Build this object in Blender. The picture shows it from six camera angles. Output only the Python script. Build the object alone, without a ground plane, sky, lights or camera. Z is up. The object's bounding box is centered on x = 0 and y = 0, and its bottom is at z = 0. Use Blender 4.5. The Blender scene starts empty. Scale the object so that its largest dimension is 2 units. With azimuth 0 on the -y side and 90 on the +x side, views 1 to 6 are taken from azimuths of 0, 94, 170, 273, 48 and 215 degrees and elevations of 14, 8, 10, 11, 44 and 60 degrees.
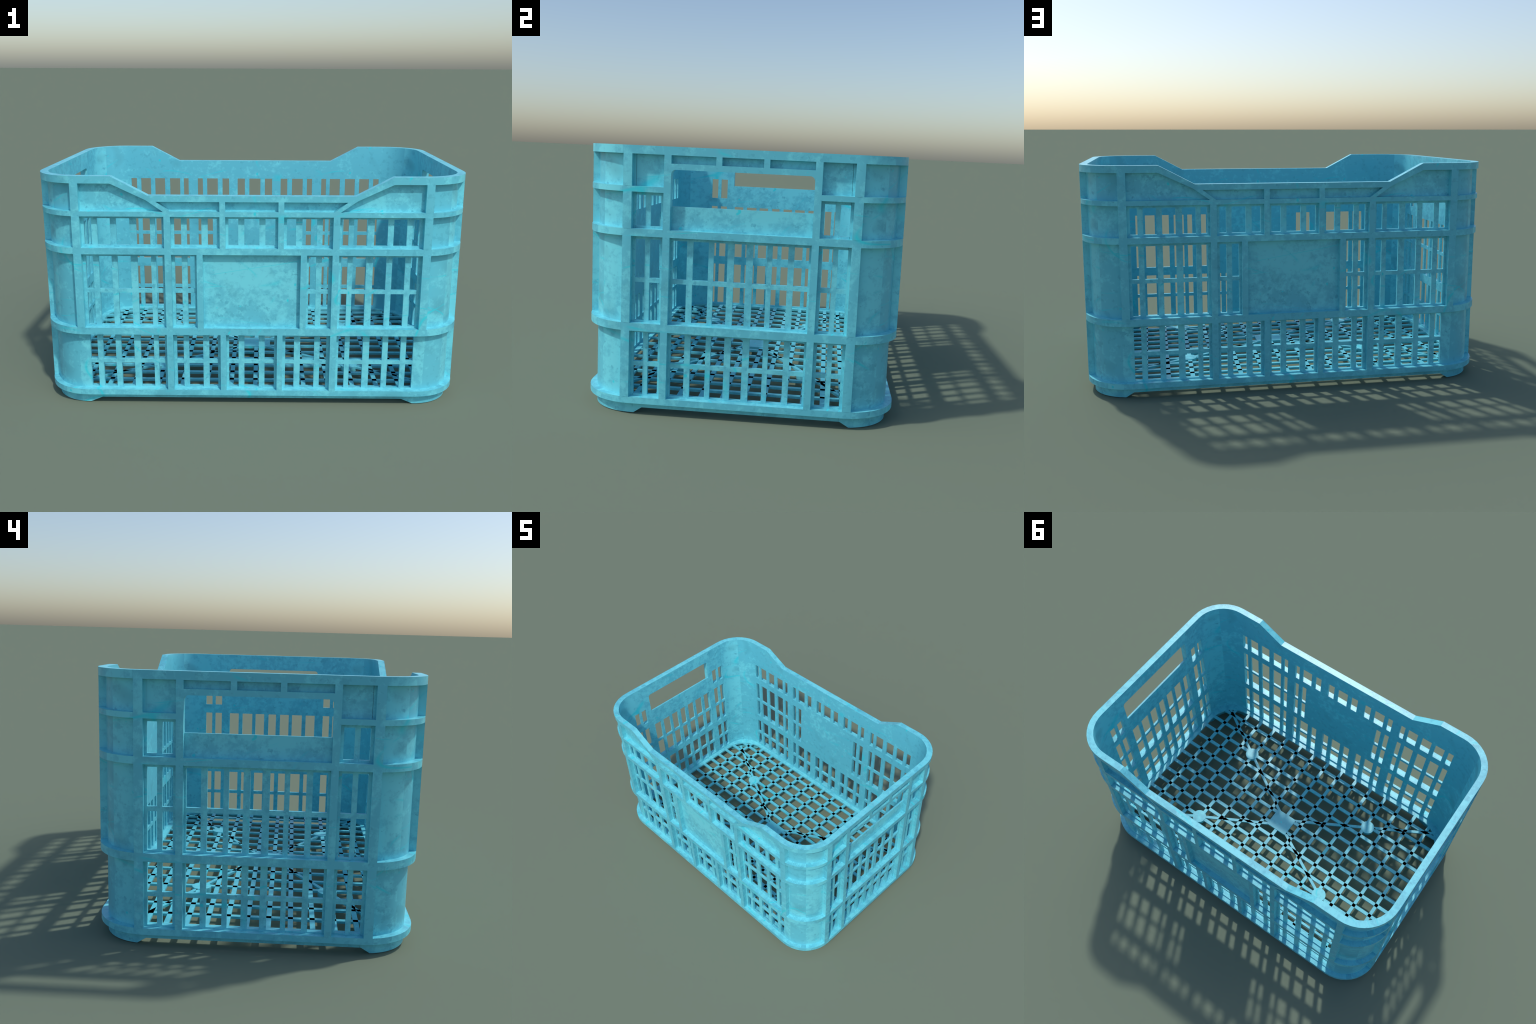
# Blue plastic stacking crate: perforated long and end walls with slats, proud
# ribs and bands, dipped rim, hand holds, corner feet and a lattice floor with
# two diagonal braces, four round bosses and a square hub plate.
import bpy, bmesh, math
from mathutils import Vector, Matrix

# ------------------------------------------------------------------ sizes
LX, LY = 1.000, 0.658            # half length / half width at rib faces
CR = 0.2175                      # outer corner radius
CX, CY = LX - CR, LY - CR        # corner arc centres
SKIN = 0.029                     # wall skin lies this far behind rib faces
Z_TOP, Z_DIP = 1.105, 1.0177     # rim height: ends / dipped middle
RIM_END, RIM_MID = 1.0718, 0.9904  # rim underside: ends / middle
DIP_OUT, DIP_IN = 0.635, 0.4685    # x where the dip starts / reaches bottom
UND_OUT, UND_IN = 0.6365, 0.462
Z_LIP = 0.0232                   # underside of the walls between the feet
BANDS = [(0.922, 0.9445), (0.745, 0.7744), (0.3558, 0.3883), (0.0484, 0.0750)]
ARC = 10                         # facets per corner


def d_in(z):
    """Depth of the inner wall face behind the rib faces (slight draft)."""
    return 0.0470 - 0.0100 * max(0.0, min(1.0, z / Z_TOP))


# --------------------------------------------------------------- materials
def plastic(name, dark, mid, light, rough):
    m = bpy.data.materials.new(name)
    m.use_nodes = True
    nt = m.node_tree
    N, L = nt.nodes, nt.links
    bsdf = N["Principled BSDF"]
    geo = N.new("ShaderNodeNewGeometry")

    def ramp(fac, stops):
        r = N.new("ShaderNodeValToRGB")
        e = r.color_ramp.elements
        e[0].position, e[0].color = stops[0][0], stops[0][1]
        e[1].position, e[1].color = stops[-1][0], stops[-1][1]
        for p, c in stops[1:-1]:
            x = e.new(p)
            x.color = c
        L.new(fac, r.inputs["Fac"])
        return r.outputs["Color"]

    def math_node(op, a, b):
        n = N.new("ShaderNodeMath")
        n.operation = op
        for i, v in enumerate((a, b)):
            if isinstance(v, (int, float)):
                n.inputs[i].default_value = v
            else:
                L.new(v, n.inputs[i])
        return n.outputs[0]

    # box projection: every face is textured square-on along its main axis
    P = N.new("ShaderNodeSeparateXYZ")
    L.new(geo.outputs["Position"], P.inputs[0])
    Q = N.new("ShaderNodeSeparateXYZ")
    L.new(geo.outputs["Normal"], Q.inputs[0])
    px, py, pz = P.outputs
    nx, ny, nz = Q.outputs
    ax, ay, az = (math_node("ABSOLUTE", v, 0) for v in (nx, ny, nz))
    end_face = math_node("GREATER_THAN", ax, ay)
    flat_face = math_node("GREATER_THAN", az, math_node("MAXIMUM", ax, ay))

    def choose(flag, yes, no):
        return math_node("ADD", math_node("MULTIPLY", flag, yes), math_node("MULTIPLY", math_node("SUBTRACT", 1.0, flag), no))

    turned = choose(end_face, math_node("MULTIPLY", py, math_node("SIGN", nx, 0)), math_node("MULTIPLY", px, math_node("SIGN", ny, 0)))
    flat = N.new("ShaderNodeCombineXYZ")
    L.new(choose(flat_face, px, turned), flat.inputs[0])
    L.new(choose(flat_face, py, pz), flat.inputs[1])
    L.new(math_node("ADD", math_node("MULTIPLY", end_face, 3.7), math_node("MULTIPLY", flat_face, 5.9)), flat.inputs[2])
    POS = flat.outputs[0]

    def noise(scale, detail, roughness, distortion=0.0, off=(0, 0, 0), rot=(0, 0, 0), stretch=(1, 1, 1)):
        mp = N.new("ShaderNodeMapping")
        mp.inputs["Location"].default_value = off
        mp.inputs["Rotation"].default_value = rot
        mp.inputs["Scale"].default_value = stretch
        L.new(POS, mp.inputs["Vector"])
        t = N.new("ShaderNodeTexNoise")
        t.inputs["Scale"].default_value = scale
        t.inputs["Detail"].default_value = detail
        t.inputs["Roughness"].default_value = roughness
        t.inputs["Distortion"].default_value = distortion
        L.new(mp.outputs["Vector"], t.inputs["Vector"])
        return t.outputs["Fac"]

    def mix(fac, a, b):
        n = N.new("ShaderNodeMix")
        n.data_type = "RGBA"
        for sock, v in ((n.inputs[0], fac), (n.inputs[6], a), (n.inputs[7], b)):
            if isinstance(v, (int, float, tuple)):
                sock.default_value = v
            else:
                L.new(v, sock)
        return n.outputs[2]

    W, K = (1, 1, 1, 1), (0, 0, 0, 1)
    # the proud rib faces get less pale mottling: measure how far out a point lies
    out_x = math_node("SUBTRACT", math_node("ABSOLUTE", px, 0), LX)
    out_y = math_node("SUBTRACT", math_node("ABSOLUTE", py, 0), LY)
    out = math_node("MAXIMUM", out_x, out_y)
    rib_face = math_node("GREATER_THAN", out, -0.004)
    sheltered = math_node("LESS_THAN", out, -0.034)
    # cloudy chalk in fine-edged patches, thick in some areas and thin in others
    broad = noise(2.6, 2, 0.5, off=(0.7, 0.2, 1.9))
    cloud = noise(24.0, 6, 0.70, off=(3.1, 1.7, 0.4))
    amount = math_node("ADD", cloud, math_node("MULTIPLY", math_node("SUBTRACT", broad, 0.475), 0.50))
    amount = math_node("SUBTRACT", amount, math_node("MULTIPLY", rib_face, 0.100))
    amount = math_node("SUBTRACT", amount, math_node("MULTIPLY", math_node("MULTIPLY", sheltered, math_node("SUBTRACT", 1.0, end_face)), 0.125))
    chalk = ramp(amount, [(0.420, K), (0.575, W)])
    col = mix(chalk, mid, light)
    # small darker, dirtier blotches
    dirt = math_node("ADD", noise(30.0, 4, 0.62, off=(7.7, 2.2, 9.1)), math_node("MULTIPLY", math_node("SUBTRACT", 0.5, broad), 0.45))
    dirt_mask = ramp(dirt, [(0.585, K), (0.67, W)])
    col = mix(dirt_mask, col, dark)
    # a few soft occlusion shadows, darkened into the base colour
    painted_occlusion = ramp(noise(8.0, 0, 0.5, off=(2.2, 9.4, 6.1)), [(0.66, K), (0.84, (0.30, 0.30, 0.30, 1))])
    col = mix(painted_occlusion, col, (0.045, 0.20, 0.26, 1))
    # sparse teal scratches: short pieces of long, gently bent contour lines
    marks = None
    for turn, off, cut in ((0.5, (0.35, 0.8, 0.15), 0.50), (-0.7, (5.2, 3.3, 7.7), 0.50), (1.35, (2.6, 6.1, 4.9), 0.52), (-0.15, (8.4, 1.2, 3.3), 0.53)):
        bend = noise(3.2, 0, 0.5, off=off, rot=(0, 0, turn), stretch=(0.42, 1.0, 1.0))
        line = ramp(math_node("ABSOLUTE", math_node("SUBTRACT", bend, 0.5), 0), [(0.0012, W), (0.0046, K)])
        breaks = ramp(noise(4.6, 2, 0.55, off=(off[1], off[2], off[0])), [(cut - 0.01, K), (cut + 0.11, W)])
        part = math_node("MULTIPLY", line, breaks)
        marks = part if marks is None else math_node("MAXIMUM", marks, part)
    specks = ramp(noise(26.0, 1, 0.4, off=(9.0, 1.0, 2.0), stretch=(1.0, 1.0, 1.8)), [(0.745, K), (0.79, W)])
    marks = math_node("MULTIPLY", math_node("MAXIMUM", marks, specks), 0.88)
    col = mix(marks, col, (0.020, 0.640, 0.740, 1))
    L.new(col, bsdf.inputs["Base Color"])
    bsdf.inputs["Roughness"].default_value = rough
    bsdf.inputs["IOR"].default_value = 1.5
    return m


PLASTIC = plastic("blue_crate_plastic", (0.102, 0.470, 0.585, 1), (0.122, 0.535, 0.652, 1), (0.172, 0.675, 0.770, 1), 0.385)
BLACK_SHADE = bpy.data.materials.new("painted_black_shade")
BLACK_SHADE.use_nodes = True
BLACK_SHADE.node_tree.nodes["Principled BSDF"].inputs["Base Color"].default_value = (0, 0, 0, 1)
BLACK_SHADE.node_tree.nodes["Principled BSDF"].inputs["Specular IOR Level"].default_value = 0.0
BLACK_SHADE.node_tree.nodes["Principled BSDF"].inputs["Roughness"].default_value = 1.0


# ----------------------------------------------------------------- helpers
def finish(bm, name, parent=None, smooth=None, kind=None, material=None):
    bmesh.ops.remove_doubles(bm, verts=bm.verts, dist=1e-5)
    bmesh.ops.recalc_face_normals(bm, faces=bm.faces)
    me = bpy.data.meshes.new(name)
    bm.to_mesh(me)
    bm.free()
    me.materials.append(material or PLASTIC)
    if smooth:
        me.shade_smooth()
        me.set_sharp_from_angle(angle=math.radians(smooth))
    ob = bpy.data.objects.new(name, me)
    bpy.context.scene.collection.objects.link(ob)
    if parent:
        ob.parent = parent
    if kind:
        ob["kind"] = kind
    return ob


def hull(bm, lower, upper):
    """Solid between two matching rings of points."""
    a = [bm.verts.new(p) for p in lower]
    b = [bm.verts.new(p) for p in upper]
    n = len(a)
    bm.faces.new(a)
    bm.faces.new(b)
    for i in range(n):
        j = (i + 1) % n
        bm.faces.new((a[i], a[j], b[j], b[i]))


def perimeter(extra=()):
    """Points round the crate as (base, outward normal); extra = x stations."""
    pts = []
    for q in range(4):
        sx, sy = ((1, 1), (-1, 1), (-1, -1), (1, -1))[q]
        for k in range(ARC + 1):
            a = math.radians(90 * q + 90.0 * k / ARC)
            pts.append((Vector((sx * CX, sy * CY)), Vector((math.cos(a), math.sin(a))), CR))
        if q in (0, 2):              # along a long side, add the dip stations
            s = 1 if q == 0 else -1
            for x in sorted(set(extra) | {-e for e in extra}, reverse=True):
                pts.append((Vector((s * x, s * CY)), Vector((0, s)), CR))
    return pts


def ring(bm, d0, d1, z0, z1, extra=(), gap=None):
    """Band round the crate, d / z may be functions; gap = half width of the
    break it has in the middle of each end wall (where the hand holds are)."""
    f = lambda v, *a: v(*a) if callable(v) else v
    loops = []
    for c, n, r in perimeter(extra):
        x = (c + n * r).x
        zl, zh = f(z0, x), f(z1, x)
        quad = []
        for d, z in ((d0, zl), (d0, zh), (d1, zh), (d1, zl)):
            p = c + n * (r - f(d, z))
            quad.append(bm.verts.new((p.x, p.y, z)))
        loops.append(quad)
    def join(a, b):
        for k in range(4):
            m = (k + 1) % 4
            bm.faces.new((a[k], a[m], b[m], b[k]))

    def cap(sx, sy):
        quad = [bm.verts.new((sx * (LX - d), sy * gap, z)) for d, z in ((d0, z0), (d0, z1), (d1, z1), (d1, z0))]
        bm.faces.new(quad)
        return quad

    for i in range(len(loops)):
        a, b = loops[i], loops[(i + 1) % len(loops)]
        pa, pb = a[0].co, b[0].co
        if gap and pa.y * pb.y < 0:      # a straight end-wall run: leave the gap
            sx, s = math.copysign(1, pa.x), math.copysign(1, pa.y)
            join(a, cap(sx, s))
            join(cap(sx, -s), b)
        else:
            join(a, b)


def lerp_dip(x, lo, hi, zmid, zend):
    t = max(0.0, min(1.0, (abs(x) - lo) / (hi - lo)))
    return zmid + (zend - zmid) * t


rim_top = lambda x: lerp_dip(x, DIP_IN, DIP_OUT, Z_DIP, Z_TOP)
rim_under = lambda x: lerp_dip(x, UND_IN, UND_OUT, RIM_MID, RIM_END)


class Side:
    """Local frame of a wall: u along it, d depth behind the rib faces, z up."""
    def __init__(self, axis):
        self.axis = axis

    def __call__(self, u, d, z):
        return (u, -(LY - d), z) if self.axis == "x" else (LX - d, u, z)


def block(bm, side, u0, u1, z0, z1, d0, d1):
    """Box on a wall; d1 may follow the draft of the inside face."""
    f = lambda v, z: v(z) if callable(v) else v
    low = [side(u0, f(d0, z0), z0), side(u1, f(d0, z0), z0), side(u1, f(d1, z0), z0), side(u0, f(d1, z0), z0)]
    high = [side(u0, f(d0, z1), z1), side(u1, f(d0, z1), z1), side(u1, f(d1, z1), z1), side(u0, f(d1, z1), z1)]
    hull(bm, low, high)


def prism(bm, side, outline, d0, d1):
    f = lambda v, z: v(z) if callable(v) else v
    hull(bm, [side(u, f(d0, z), z) for u, z in outline], [side(u, f(d1, z), z) for u, z in outline])


def pierced(bm, side, us, zs, solid, top):
    """Wall skin from a grid of cuts; solid(u, z) tells which cells are there."""
    nu, nz = len(us) - 1, len(zs) - 1
    on = [[solid((us[i] + us[i + 1]) / 2, (zs[j] + zs[j + 1]) / 2) for j in range(nz)] for i in range(nu)]
    cache = {}

    def v(i, j, inner):
        key = (i, j, inner)
        if key not in cache:
            z = zs[j] if j < nz else top(us[i])
            cache[key] = bm.verts.new(side(us[i], d_in(z) if inner else SKIN, z))
        return cache[key]

    has = lambda i, j: 0 <= i < nu and 0 <= j < nz and on[i][j]
    for i in range(nu):
        for j in range(nz):
            if not on[i][j]:
                continue
            for inner in (0, 1):
                bm.faces.new((v(i, j, inner), v(i + 1, j, inner), v(i + 1, j + 1, inner), v(i, j + 1, inner)))
            for (di, dj), (a, b) in (((-1, 0), ((i, j), (i, j + 1))), ((1, 0), ((i + 1, j), (i + 1, j + 1))),
                                     ((0, -1), ((i, j), (i + 1, j))), ((0, 1), ((i, j + 1), (i + 1, j + 1)))):
                if not has(i + di, j + dj):
                    bm.faces.new((v(*a, 0), v(*b, 0), v(*b, 1), v(*a, 1)))


def mirrored(spans):
    """Complete a list of spans by its mirror image about zero."""
    out = {(round(a, 5), round(b, 5)) for a, b in spans} | {(round(-b, 5), round(-a, 5)) for a, b in spans}
    return sorted(out)


def box_object(side, name, parent, *args):
    bm = bmesh.new()
    block(bm, side, *args)
    return finish(bm, name, parent)


def twin(ob, parent=None):
    """Shared-mesh copy; children copies sit in their parent's turned frame."""
    c = ob.copy()
    bpy.context.scene.collection.objects.link(c)
    c.parent = parent
    return c


# ------------------------------------------------------------------- crate
crate = bpy.data.objects.new("plastic_crate", None)
crate.empty_display_size = 0.3
bpy.context.scene.collection.objects.link(crate)
crate["label"] = "light blue ventilated plastic stacking crate with ribbed sides"
crate["category"] = "plastic crate"

# rim and the bands that run right round
bm = bmesh.new()
ring(bm, 0.0, d_in, rim_under, rim_top, extra=(DIP_OUT, UND_OUT, DIP_IN, UND_IN))
finish(bm, "rim", crate, smooth=25)
for i, (z0, z1) in enumerate(BANDS):
    bm = bmesh.new()
    ring(bm, 0.0, SKIN + 0.001, z0, z1, gap=0.2835 if i == 0 else None)
    finish(bm, "base_band" if i == 3 else "band", crate, smooth=25)

# rows of openings: (bottom, top) with the row's middle rail if it has one
ROW_TOP = (0.7848, 0.9085)
ROW_MID = (0.3958, 0.7308)
ROW_LOW = (0.0812, 0.3445)
RAIL_MID = (0.5540, 0.5732)
RAIL_LOW = (0.2025, 0.2213)

# ---- long walls
OUTER_HOLES = [(-0.769, -0.735), (-0.709, -0.6485), (-0.622, -0.560), (-0.529, -0.466), (-0.443, -0.413)]
INNER_HOLES = [(-0.356, -0.324), (-0.298, -0.231), (-0.202, -0.1603)]
LABEL_HOLES = [(-0.356, -0.324), (-0.298, -0.2645)]
CENTRE_HOLES = [(-0.1075, -0.0622), (-0.0345, 0.0345), (0.0622, 0.1075)]
flip = lambda holes: [(-b, -a) for a, b in reversed(holes)]
LONG_ROWS = [
    (ROW_TOP, None, [OUTER_HOLES, INNER_HOLES, CENTRE_HOLES, flip(INNER_HOLES), flip(OUTER_HOLES)]),
    (ROW_MID, RAIL_MID, [OUTER_HOLES, LABEL_HOLES, flip(LABEL_HOLES), flip(OUTER_HOLES)]),
    (ROW_LOW, RAIL_LOW, [OUTER_HOLES, INNER_HOLES, CENTRE_HOLES, flip(INNER_HOLES), flip(OUTER_HOLES)]),
]
# ---- end walls
SIDE_HOLES = [(-0.430, -0.3890), (-0.3685, -0.3265)]
MAIN_HOLES = [(-0.2745, -0.2165), (-0.1920, -0.1285), (-0.1075, -0.0515), (-0.0250, 0.0235)]
MAIN_HOLES = MAIN_HOLES + flip(MAIN_HOLES[:3])
END_ROWS = [
    (ROW_TOP, None, [SIDE_HOLES, flip(SIDE_HOLES)]),
    (ROW_MID, RAIL_MID, [SIDE_HOLES, MAIN_HOLES, flip(SIDE_HOLES)]),
    (ROW_LOW, RAIL_LOW, [SIDE_HOLES, MAIN_HOLES, flip(SIDE_HOLES)]),
]
GRIP = (0.283, 0.8685, 1.0153)     # half width, bottom, top of the hand hold
EPS = 0.0004                       # slats stand this much back from the skin


def build_wall(axis, half, rows, top, grip=None, stations=()):
    side = Side(axis)
    windows = [(h[0][0], h[-1][1], z0, z1) for (z0, z1), rail, cells in rows for h in cells]
    if grip:
        windows.append((-grip[0], grip[0], grip[1], grip[2]))
    us = sorted({-half, half} | {w[0] for w in windows} | {w[1] for w in windows} | set(stations) | {-s for s in stations})
    zs = sorted({Z_LIP} | {w[2] for w in windows} | {w[3] for w in windows}) + [RIM_END]
    inside = lambda u, z: any(a < u < b and c < z < e for a, b, c, e in windows)
    bm = bmesh.new()
    pierced(bm, side, us, zs, lambda u, z: not inside(u, z), top)
    wall = finish(bm, "long_wall" if axis == "x" else "end_wall", crate)
    back = lambda z: d_in(z) - EPS
    for (z0, z1), rail, cells in rows:
        tiers = [(z0, z1)] if rail is None else [(z0, rail[0]), (rail[1], z1)]
        for holes in cells:
            if rail:
                box_object(side, "rail", wall, holes[0][0], holes[-1][1], rail[0], rail[1], SKIN + EPS / 2, back)
            for (a, b), (c, e) in zip(holes, holes[1:]):
                for t0, t1 in tiers:
                    box_object(side, "slat", wall, b, c, t0, t1, SKIN + EPS, back)
    return side, wall


levels = [(BANDS[3][1], BANDS[2][0]), (BANDS[2][1], BANDS[1][0]), (BANDS[1][1], BANDS[0][0]), (BANDS[0][1], RIM_END)]
RIB = SKIN + 0.001


def corner_rib(side, wall, s, u0, u1, c, z0, z1):
    """Rib on the start of the corner curve: its faces follow the arc."""
    drop = lambda u, r: r - math.sqrt(r * r - max(0.0, u - c) ** 2)
    us = [u0 + (u1 - u0) * k / 4 for k in range(5)]
    front = [(u, drop(u, CR)) for u in us]
    rear = [(u, RIB + drop(u, CR - RIB)) for u in reversed(us)]
    bm = bmesh.new()
    hull(bm, [side(s * u, d, z0) for u, d in front + rear], [side(s * u, d, z1) for u, d in front + rear])
    return finish(bm, "vertical_rib", wall, smooth=25)


side, long_wall = build_wall("x", CX - 0.012, LONG_ROWS, rim_under, stations=(UND_OUT, UND_IN))
for s in (-1, 1):
    span = lambda a, b: (min(s * a, s * b), max(s * a, s * b))
    for lv in (1, 2, 3):                                   # corner ribs stop at the third band
        corner_rib(side, long_wall, s, 0.7820, 0.8190, CX, *levels[lv])
    for lv in (0, 1, 2):
        box_object(side, "vertical_rib", long_wall, *span(0.3700, 0.3998), *levels[lv], 0.0, RIB)
    for z0, z1 in (levels[0], levels[2], (BANDS[0][1], RIM_MID)):
        box_object(side, "vertical_rib", long_wall, *span(0.1200, 0.1462), z0, z1, 0.0, RIB)
    box_object(side, "vertical_rib", long_wall, *span(0.2248, 0.2530), *levels[1], 0.0, RIB)
    bm = bmesh.new()                                       # brace carrying the dip's slope on to the band
    zb = BANDS[0][1]
    prism(bm, side, [(s * 0.4765, rim_under(0.4765)), (s * UND_IN, RIM_MID), (s * 0.4332, RIM_MID), (s * 0.3715, zb), (s * 0.4010, zb)], 0.0, RIB)
    finish(bm, "slanted_brace", long_wall)

end_side, end_wall = build_wall("y", CY - 0.012, END_ROWS, lambda u: RIM_END, grip=GRIP)
GRIP_BAR = (GRIP[2], 1.0388)
for s in (-1, 1):
    span = lambda a, b: (min(s * a, s * b), max(s * a, s * b))
    for z0, z1 in levels:
        corner_rib(end_side, end_wall, s, 0.4400, 0.4762, CY, z0, z1)
        box_object(end_side, "vertical_rib", end_wall, *span(0.2835, 0.3120), z0, z1, 0.0, RIB)
    box_object(end_side, "vertical_rib", end_wall, *span(0.0820, 0.1058), GRIP_BAR[1], RIM_END, 0.0, RIB)
    bm = bmesh.new()                                       # rounded upper corner of the hand hold
    r, cu, cz = 0.019, GRIP[0] - 0.019, GRIP[2] - 0.019
    arc = [(s * (cu + r * math.cos(t)), cz + r * math.sin(t)) for t in (math.radians(90 * k / 8) for k in range(9))]
    prism(bm, end_side, arc + [(s * (GRIP[0] + 0.0005), GRIP[2])], 0.0, lambda z: d_in(z) - EPS)
    finish(bm, "grip_fillet", end_wall, smooth=30)
box_object(end_side, "grip_bar", end_wall, -0.2835, 0.2835, *GRIP_BAR, 0.0, RIB)

# ---- curved corners: smooth skin that overlaps the flat walls' ends exactly
def corner_path(sx, sy, run):
    """Arc of one corner plus a short straight run on to each wall."""
    a0 = {(1, 1): 0, (-1, 1): 90, (-1, -1): 180, (1, -1): 270}[(sx, sy)]
    pts = []
    for k in range(ARC + 1):
        a = math.radians(a0 + 90.0 * k / ARC)
        pts.append((Vector((sx * CX, sy * CY)), Vector((math.cos(a), math.sin(a)))))
    first, last = pts[0], pts[-1]
    shift = lambda p, q: p[0] + Vector((-sx if abs(p[1].y) > 0.5 else 0, -sy if abs(p[1].x) > 0.5 else 0)) * q
    return [(shift(first, run[0]), first[1])] + pts + [(shift(last, run[1]), last[1])]


for sx, sy in ((-1, -1), (1, -1), (1, 1), (-1, 1)):
    bm = bmesh.new()
    rows = []
    for c, n in corner_path(sx, sy, (0.012, 0.012)):
        quad = []
        for z, d in ((Z_LIP, SKIN), (RIM_END, SKIN), (RIM_END, d_in(RIM_END)), (Z_LIP, d_in(Z_LIP))):
            p = c + n * (CR - d)
            quad.append(bm.verts.new((p.x, p.y, z)))
        rows.append(quad)
    for a, b in zip(rows, rows[1:]):
        for k in range(4):
            bm.faces.new((a[k], a[(k + 1) % 4], b[(k + 1) % 4], b[k]))
    bm.faces.new(rows[0])
    bm.faces.new(rows[-1])
    finish(bm, "corner_wall", crate, smooth=30)

# ---- feet: (x at ground, x at lip, y at ground, y at lip) differ by corner
FEET = {(-1, -1): (0.7790, 0.7235, 0.4712, 0.4340), (1, -1): (0.7790, 0.7235, 0.4239, 0.3896),
        (1, 1): (0.8140, 0.7770, 0.4712, 0.4335), (-1, 1): (0.8140, 0.7770, 0.4712, 0.4335)}
def along_corner(t, sx, sy):
    """Path round a corner by distance t: long-wall straight (t < 0), arc, end-wall straight."""
    arc_len = CR * math.pi / 2
    a = max(0.0, min(1.0, t / arc_len)) * math.pi / 2
    n = Vector((sx * math.sin(a), sy * math.cos(a)))
    c = Vector((sx * (CX + min(0.0, t)), sy * (CY - max(0.0, t - arc_len))))
    return c, n


def reach_x(x):
    return x - CX if x <= CX else CR * math.asin((x - CX) / (CR - SKIN))


def reach_y(y):
    return CR * math.pi / 2 + CY - y if y <= CY else CR * (math.pi / 2 - math.asin((y - CY) / (CR - SKIN)))


for (sx, sy), (xg, xl, yg, yl) in FEET.items():
    bm = bmesh.new()
    ground, lip, steps = (reach_x(xg), reach_y(yg)), (reach_x(xl), reach_y(yl)), 26
    loops = []
    for k in range(steps + 1):
        f = k / steps
        quad = []
        for (t0, t1), z, d in ((ground, 0.0, SKIN + 0.0002), (lip, Z_LIP, SKIN + 0.0002), (lip, Z_LIP, 0.066), (ground, 0.0, 0.066)):
            c, n = along_corner(t0 + (t1 - t0) * f, sx, sy)
            p = c + n * (CR - d)
            quad.append(bm.verts.new((p.x, p.y, z)))
        loops.append(quad)
    for a, b in zip(loops, loops[1:]):
        for k in range(4):
            bm.faces.new((a[k], a[(k + 1) % 4], b[(k + 1) % 4], b[k]))
    bm.faces.new(loops[0])
    bm.faces.new(loops[-1])
    finish(bm, "foot", crate, smooth=30)

# ---- second long wall and end wall: the same pieces turned half round
for wall in (long_wall, end_wall):
    other = twin(wall, crate)
    other.rotation_euler = (0, 0, math.pi)
    for child in [o for o in bpy.data.objects if o.parent == wall]:
        twin(child, other)

# ------------------------------------------------------------------- floor
Z_FLOOR, FLOOR_IN = 0.0710, 0.0770
FX, FY, FR = LX - FLOOR_IN, LY - FLOOR_IN, 0.180   # inner edge of the floor frame, well rounded
bm = bmesh.new()
loops = []
for q, (sx, sy) in enumerate(((1, 1), (-1, 1), (-1, -1), (1, -1))):
    for k in range(ARC + 1):
        a = math.radians(90 * q + 90.0 * k / ARC)
        n = Vector((math.cos(a), math.sin(a)))
        outer = Vector((sx * CX, sy * CY)) + n * (CR - d_in(Z_FLOOR) + 0.002)
        inner = Vector((sx * (FX - FR), sy * (FY - FR))) + n * FR
        loops.append([bm.verts.new((p.x, p.y, z)) for p, z in ((outer, 0.056), (outer, Z_FLOOR + 0.0004), (inner, Z_FLOOR + 0.0004), (inner, 0.058))])
for a, b in zip(loops, loops[1:] + loops[:1]):
    for k in range(4):
        bm.faces.new((a[k], a[(k + 1) % 4], b[(k + 1) % 4], b[k]))
floor = finish(bm, "floor_frame", crate, smooth=25)

BAR_W, BAR_Z0 = 0.0216, 0.0605
BARS_X = [-0.8135, -0.6950, -0.5765, -0.4580, -0.3395, -0.2200, -0.1004, 0.0180, 0.1359, 0.2533, 0.3727, 0.4920, 0.6097, 0.7204, 0.8260]
BARS_Y = [-0.5150, -0.4236, -0.3322, -0.2413, -0.1500, -0.0586, 0.0300, 0.1127, 0.1955, 0.2780, 0.3605, 0.4430, 0.5257]
footprints = {"along": [], "across": [], "diagonal": []}


def reach(v, half_long, half_across):
    """How far a bar at offset v runs before it meets the rounded frame."""
    over = abs(v) - (half_across - FR)
    return half_long if over <= 0 else half_long - FR + math.sqrt(max(0.0, FR * FR - over * over))


def floor_bar(p, q, width, name, family, top):
    p, q = Vector(p), Vector(q)
    n = (q - p).normalized()
    w = Vector((-n.y, n.x)) * width / 2
    ring4 = [p - w, q - w, q + w, p + w]
    footprints[family].append(ring4)
    bm = bmesh.new()
    hull(bm, [(v.x, v.y, BAR_Z0) for v in ring4], [(v.x, v.y, top) for v in ring4])
    return finish(bm, name, floor)


def overlap(a, b):
    """Convex polygon common to two convex footprints."""
    poly = list(a)
    for i in range(len(b)):
        p, q = b[i], b[(i + 1) % len(b)]
        e = q - p
        side_of = lambda v: e.x * (v.y - p.y) - e.y * (v.x - p.x)
        out = []
        for k in range(len(poly)):
            u, v = poly[k], poly[(k + 1) % len(poly)]
            su, sv = side_of(u), side_of(v)
            if su >= 0:
                out.append(u)
            if (su > 0 > sv) or (su < 0 < sv):
                out.append(u + (v - u) * (su / (su - sv)))
        poly = out
        if len(poly) < 3:
            return []
    return poly


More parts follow.
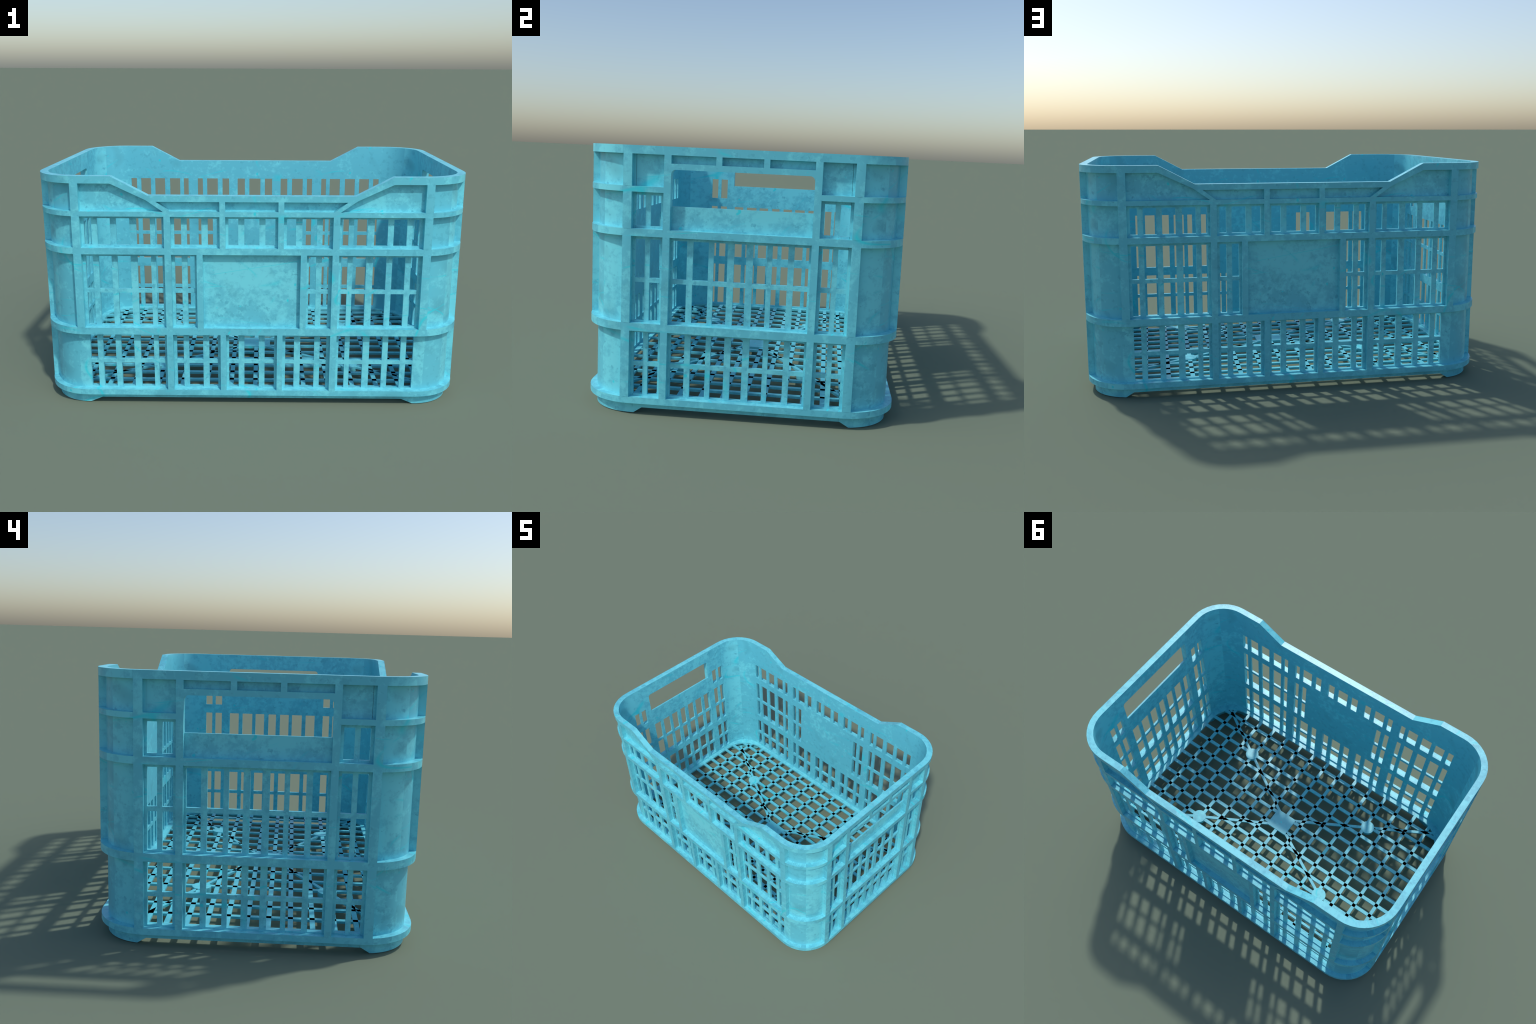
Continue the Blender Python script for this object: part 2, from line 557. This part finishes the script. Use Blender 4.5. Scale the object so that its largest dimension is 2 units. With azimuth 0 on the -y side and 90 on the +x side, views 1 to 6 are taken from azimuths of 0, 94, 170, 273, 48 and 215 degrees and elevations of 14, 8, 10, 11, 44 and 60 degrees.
for x in BARS_X:
    h = reach(x, FY, FX) + 0.004
    floor_bar((x, -h), (x, h), BAR_W, "floor_bar", "across", Z_FLOOR)
for y in BARS_Y:
    h = reach(y, FX, FY) + 0.004
    floor_bar((-h, y), (h, y), BAR_W, "floor_bar", "along", Z_FLOOR - 0.0002)

HUB = (-0.0520, 0.0940, -0.0780, 0.0540)
BOSSES = [(0.5025, -0.3260), (0.5005, 0.2800), (-0.4755, -0.3200), (-0.4737, 0.2690)]
for bx, by in BOSSES:
    sx, sy = math.copysign(1, bx), math.copysign(1, by)
    start = Vector((0.05 if sx > 0 else -0.02, 0.025 if sy > 0 else -0.055))
    aim = Vector((bx, by)) - start
    end = Vector((sx * 0.868, 0)) 
    end.y = start.y + aim.y / aim.x * (end.x - start.x)
    floor_bar(start, end, 0.0178, "diagonal_brace", "diagonal", Z_FLOOR - 0.0001)
    bm = bmesh.new()
    circle = [(bx + 0.0450 * math.cos(t), by + 0.0450 * math.sin(t)) for t in (2 * math.pi * k / 28 for k in range(28))]
    hull(bm, [(x, y, 0.0480) for x, y in circle], [(x, y, 0.0735) for x, y in circle])
    finish(bm, "round_boss", floor, smooth=40)
bm = bmesh.new()
x0, x1, y0, y1 = HUB
plate = [(x0, y0), (x1, y0), (x1, y1), (x0, y1)]
hull(bm, [(x, y, 0.0590) for x, y in plate], [(x, y, 0.0735) for x, y in plate])
finish(bm, "hub_plate", floor)

# pads modelled for the black shading where bars cross, a hair proud
pairs = [(a, b) for a in footprints["along"] for b in footprints["across"]]
pairs += [(a, b) for a in footprints["diagonal"] for f in ("along", "across") for b in footprints[f]]
bm = bmesh.new()
for n, (a, b) in enumerate(pairs):
    poly = overlap(a, b)
    inner = [v for v in poly if abs(v.x) < reach(v.y, FX, FY) + 0.003]
    if len(poly) < 3 or len(inner) < len(poly):
        continue
    top = Z_FLOOR + 0.0003 + 0.00002 * (n % 12) + (0.0003 if n >= len(footprints["along"]) * len(footprints["across"]) else 0.0)
    hull(bm, [(v.x, v.y, 0.0650) for v in poly], [(v.x, v.y, top) for v in poly])
finish(bm, "crossing_shade_pads", floor, kind="stuff", material=BLACK_SHADE)
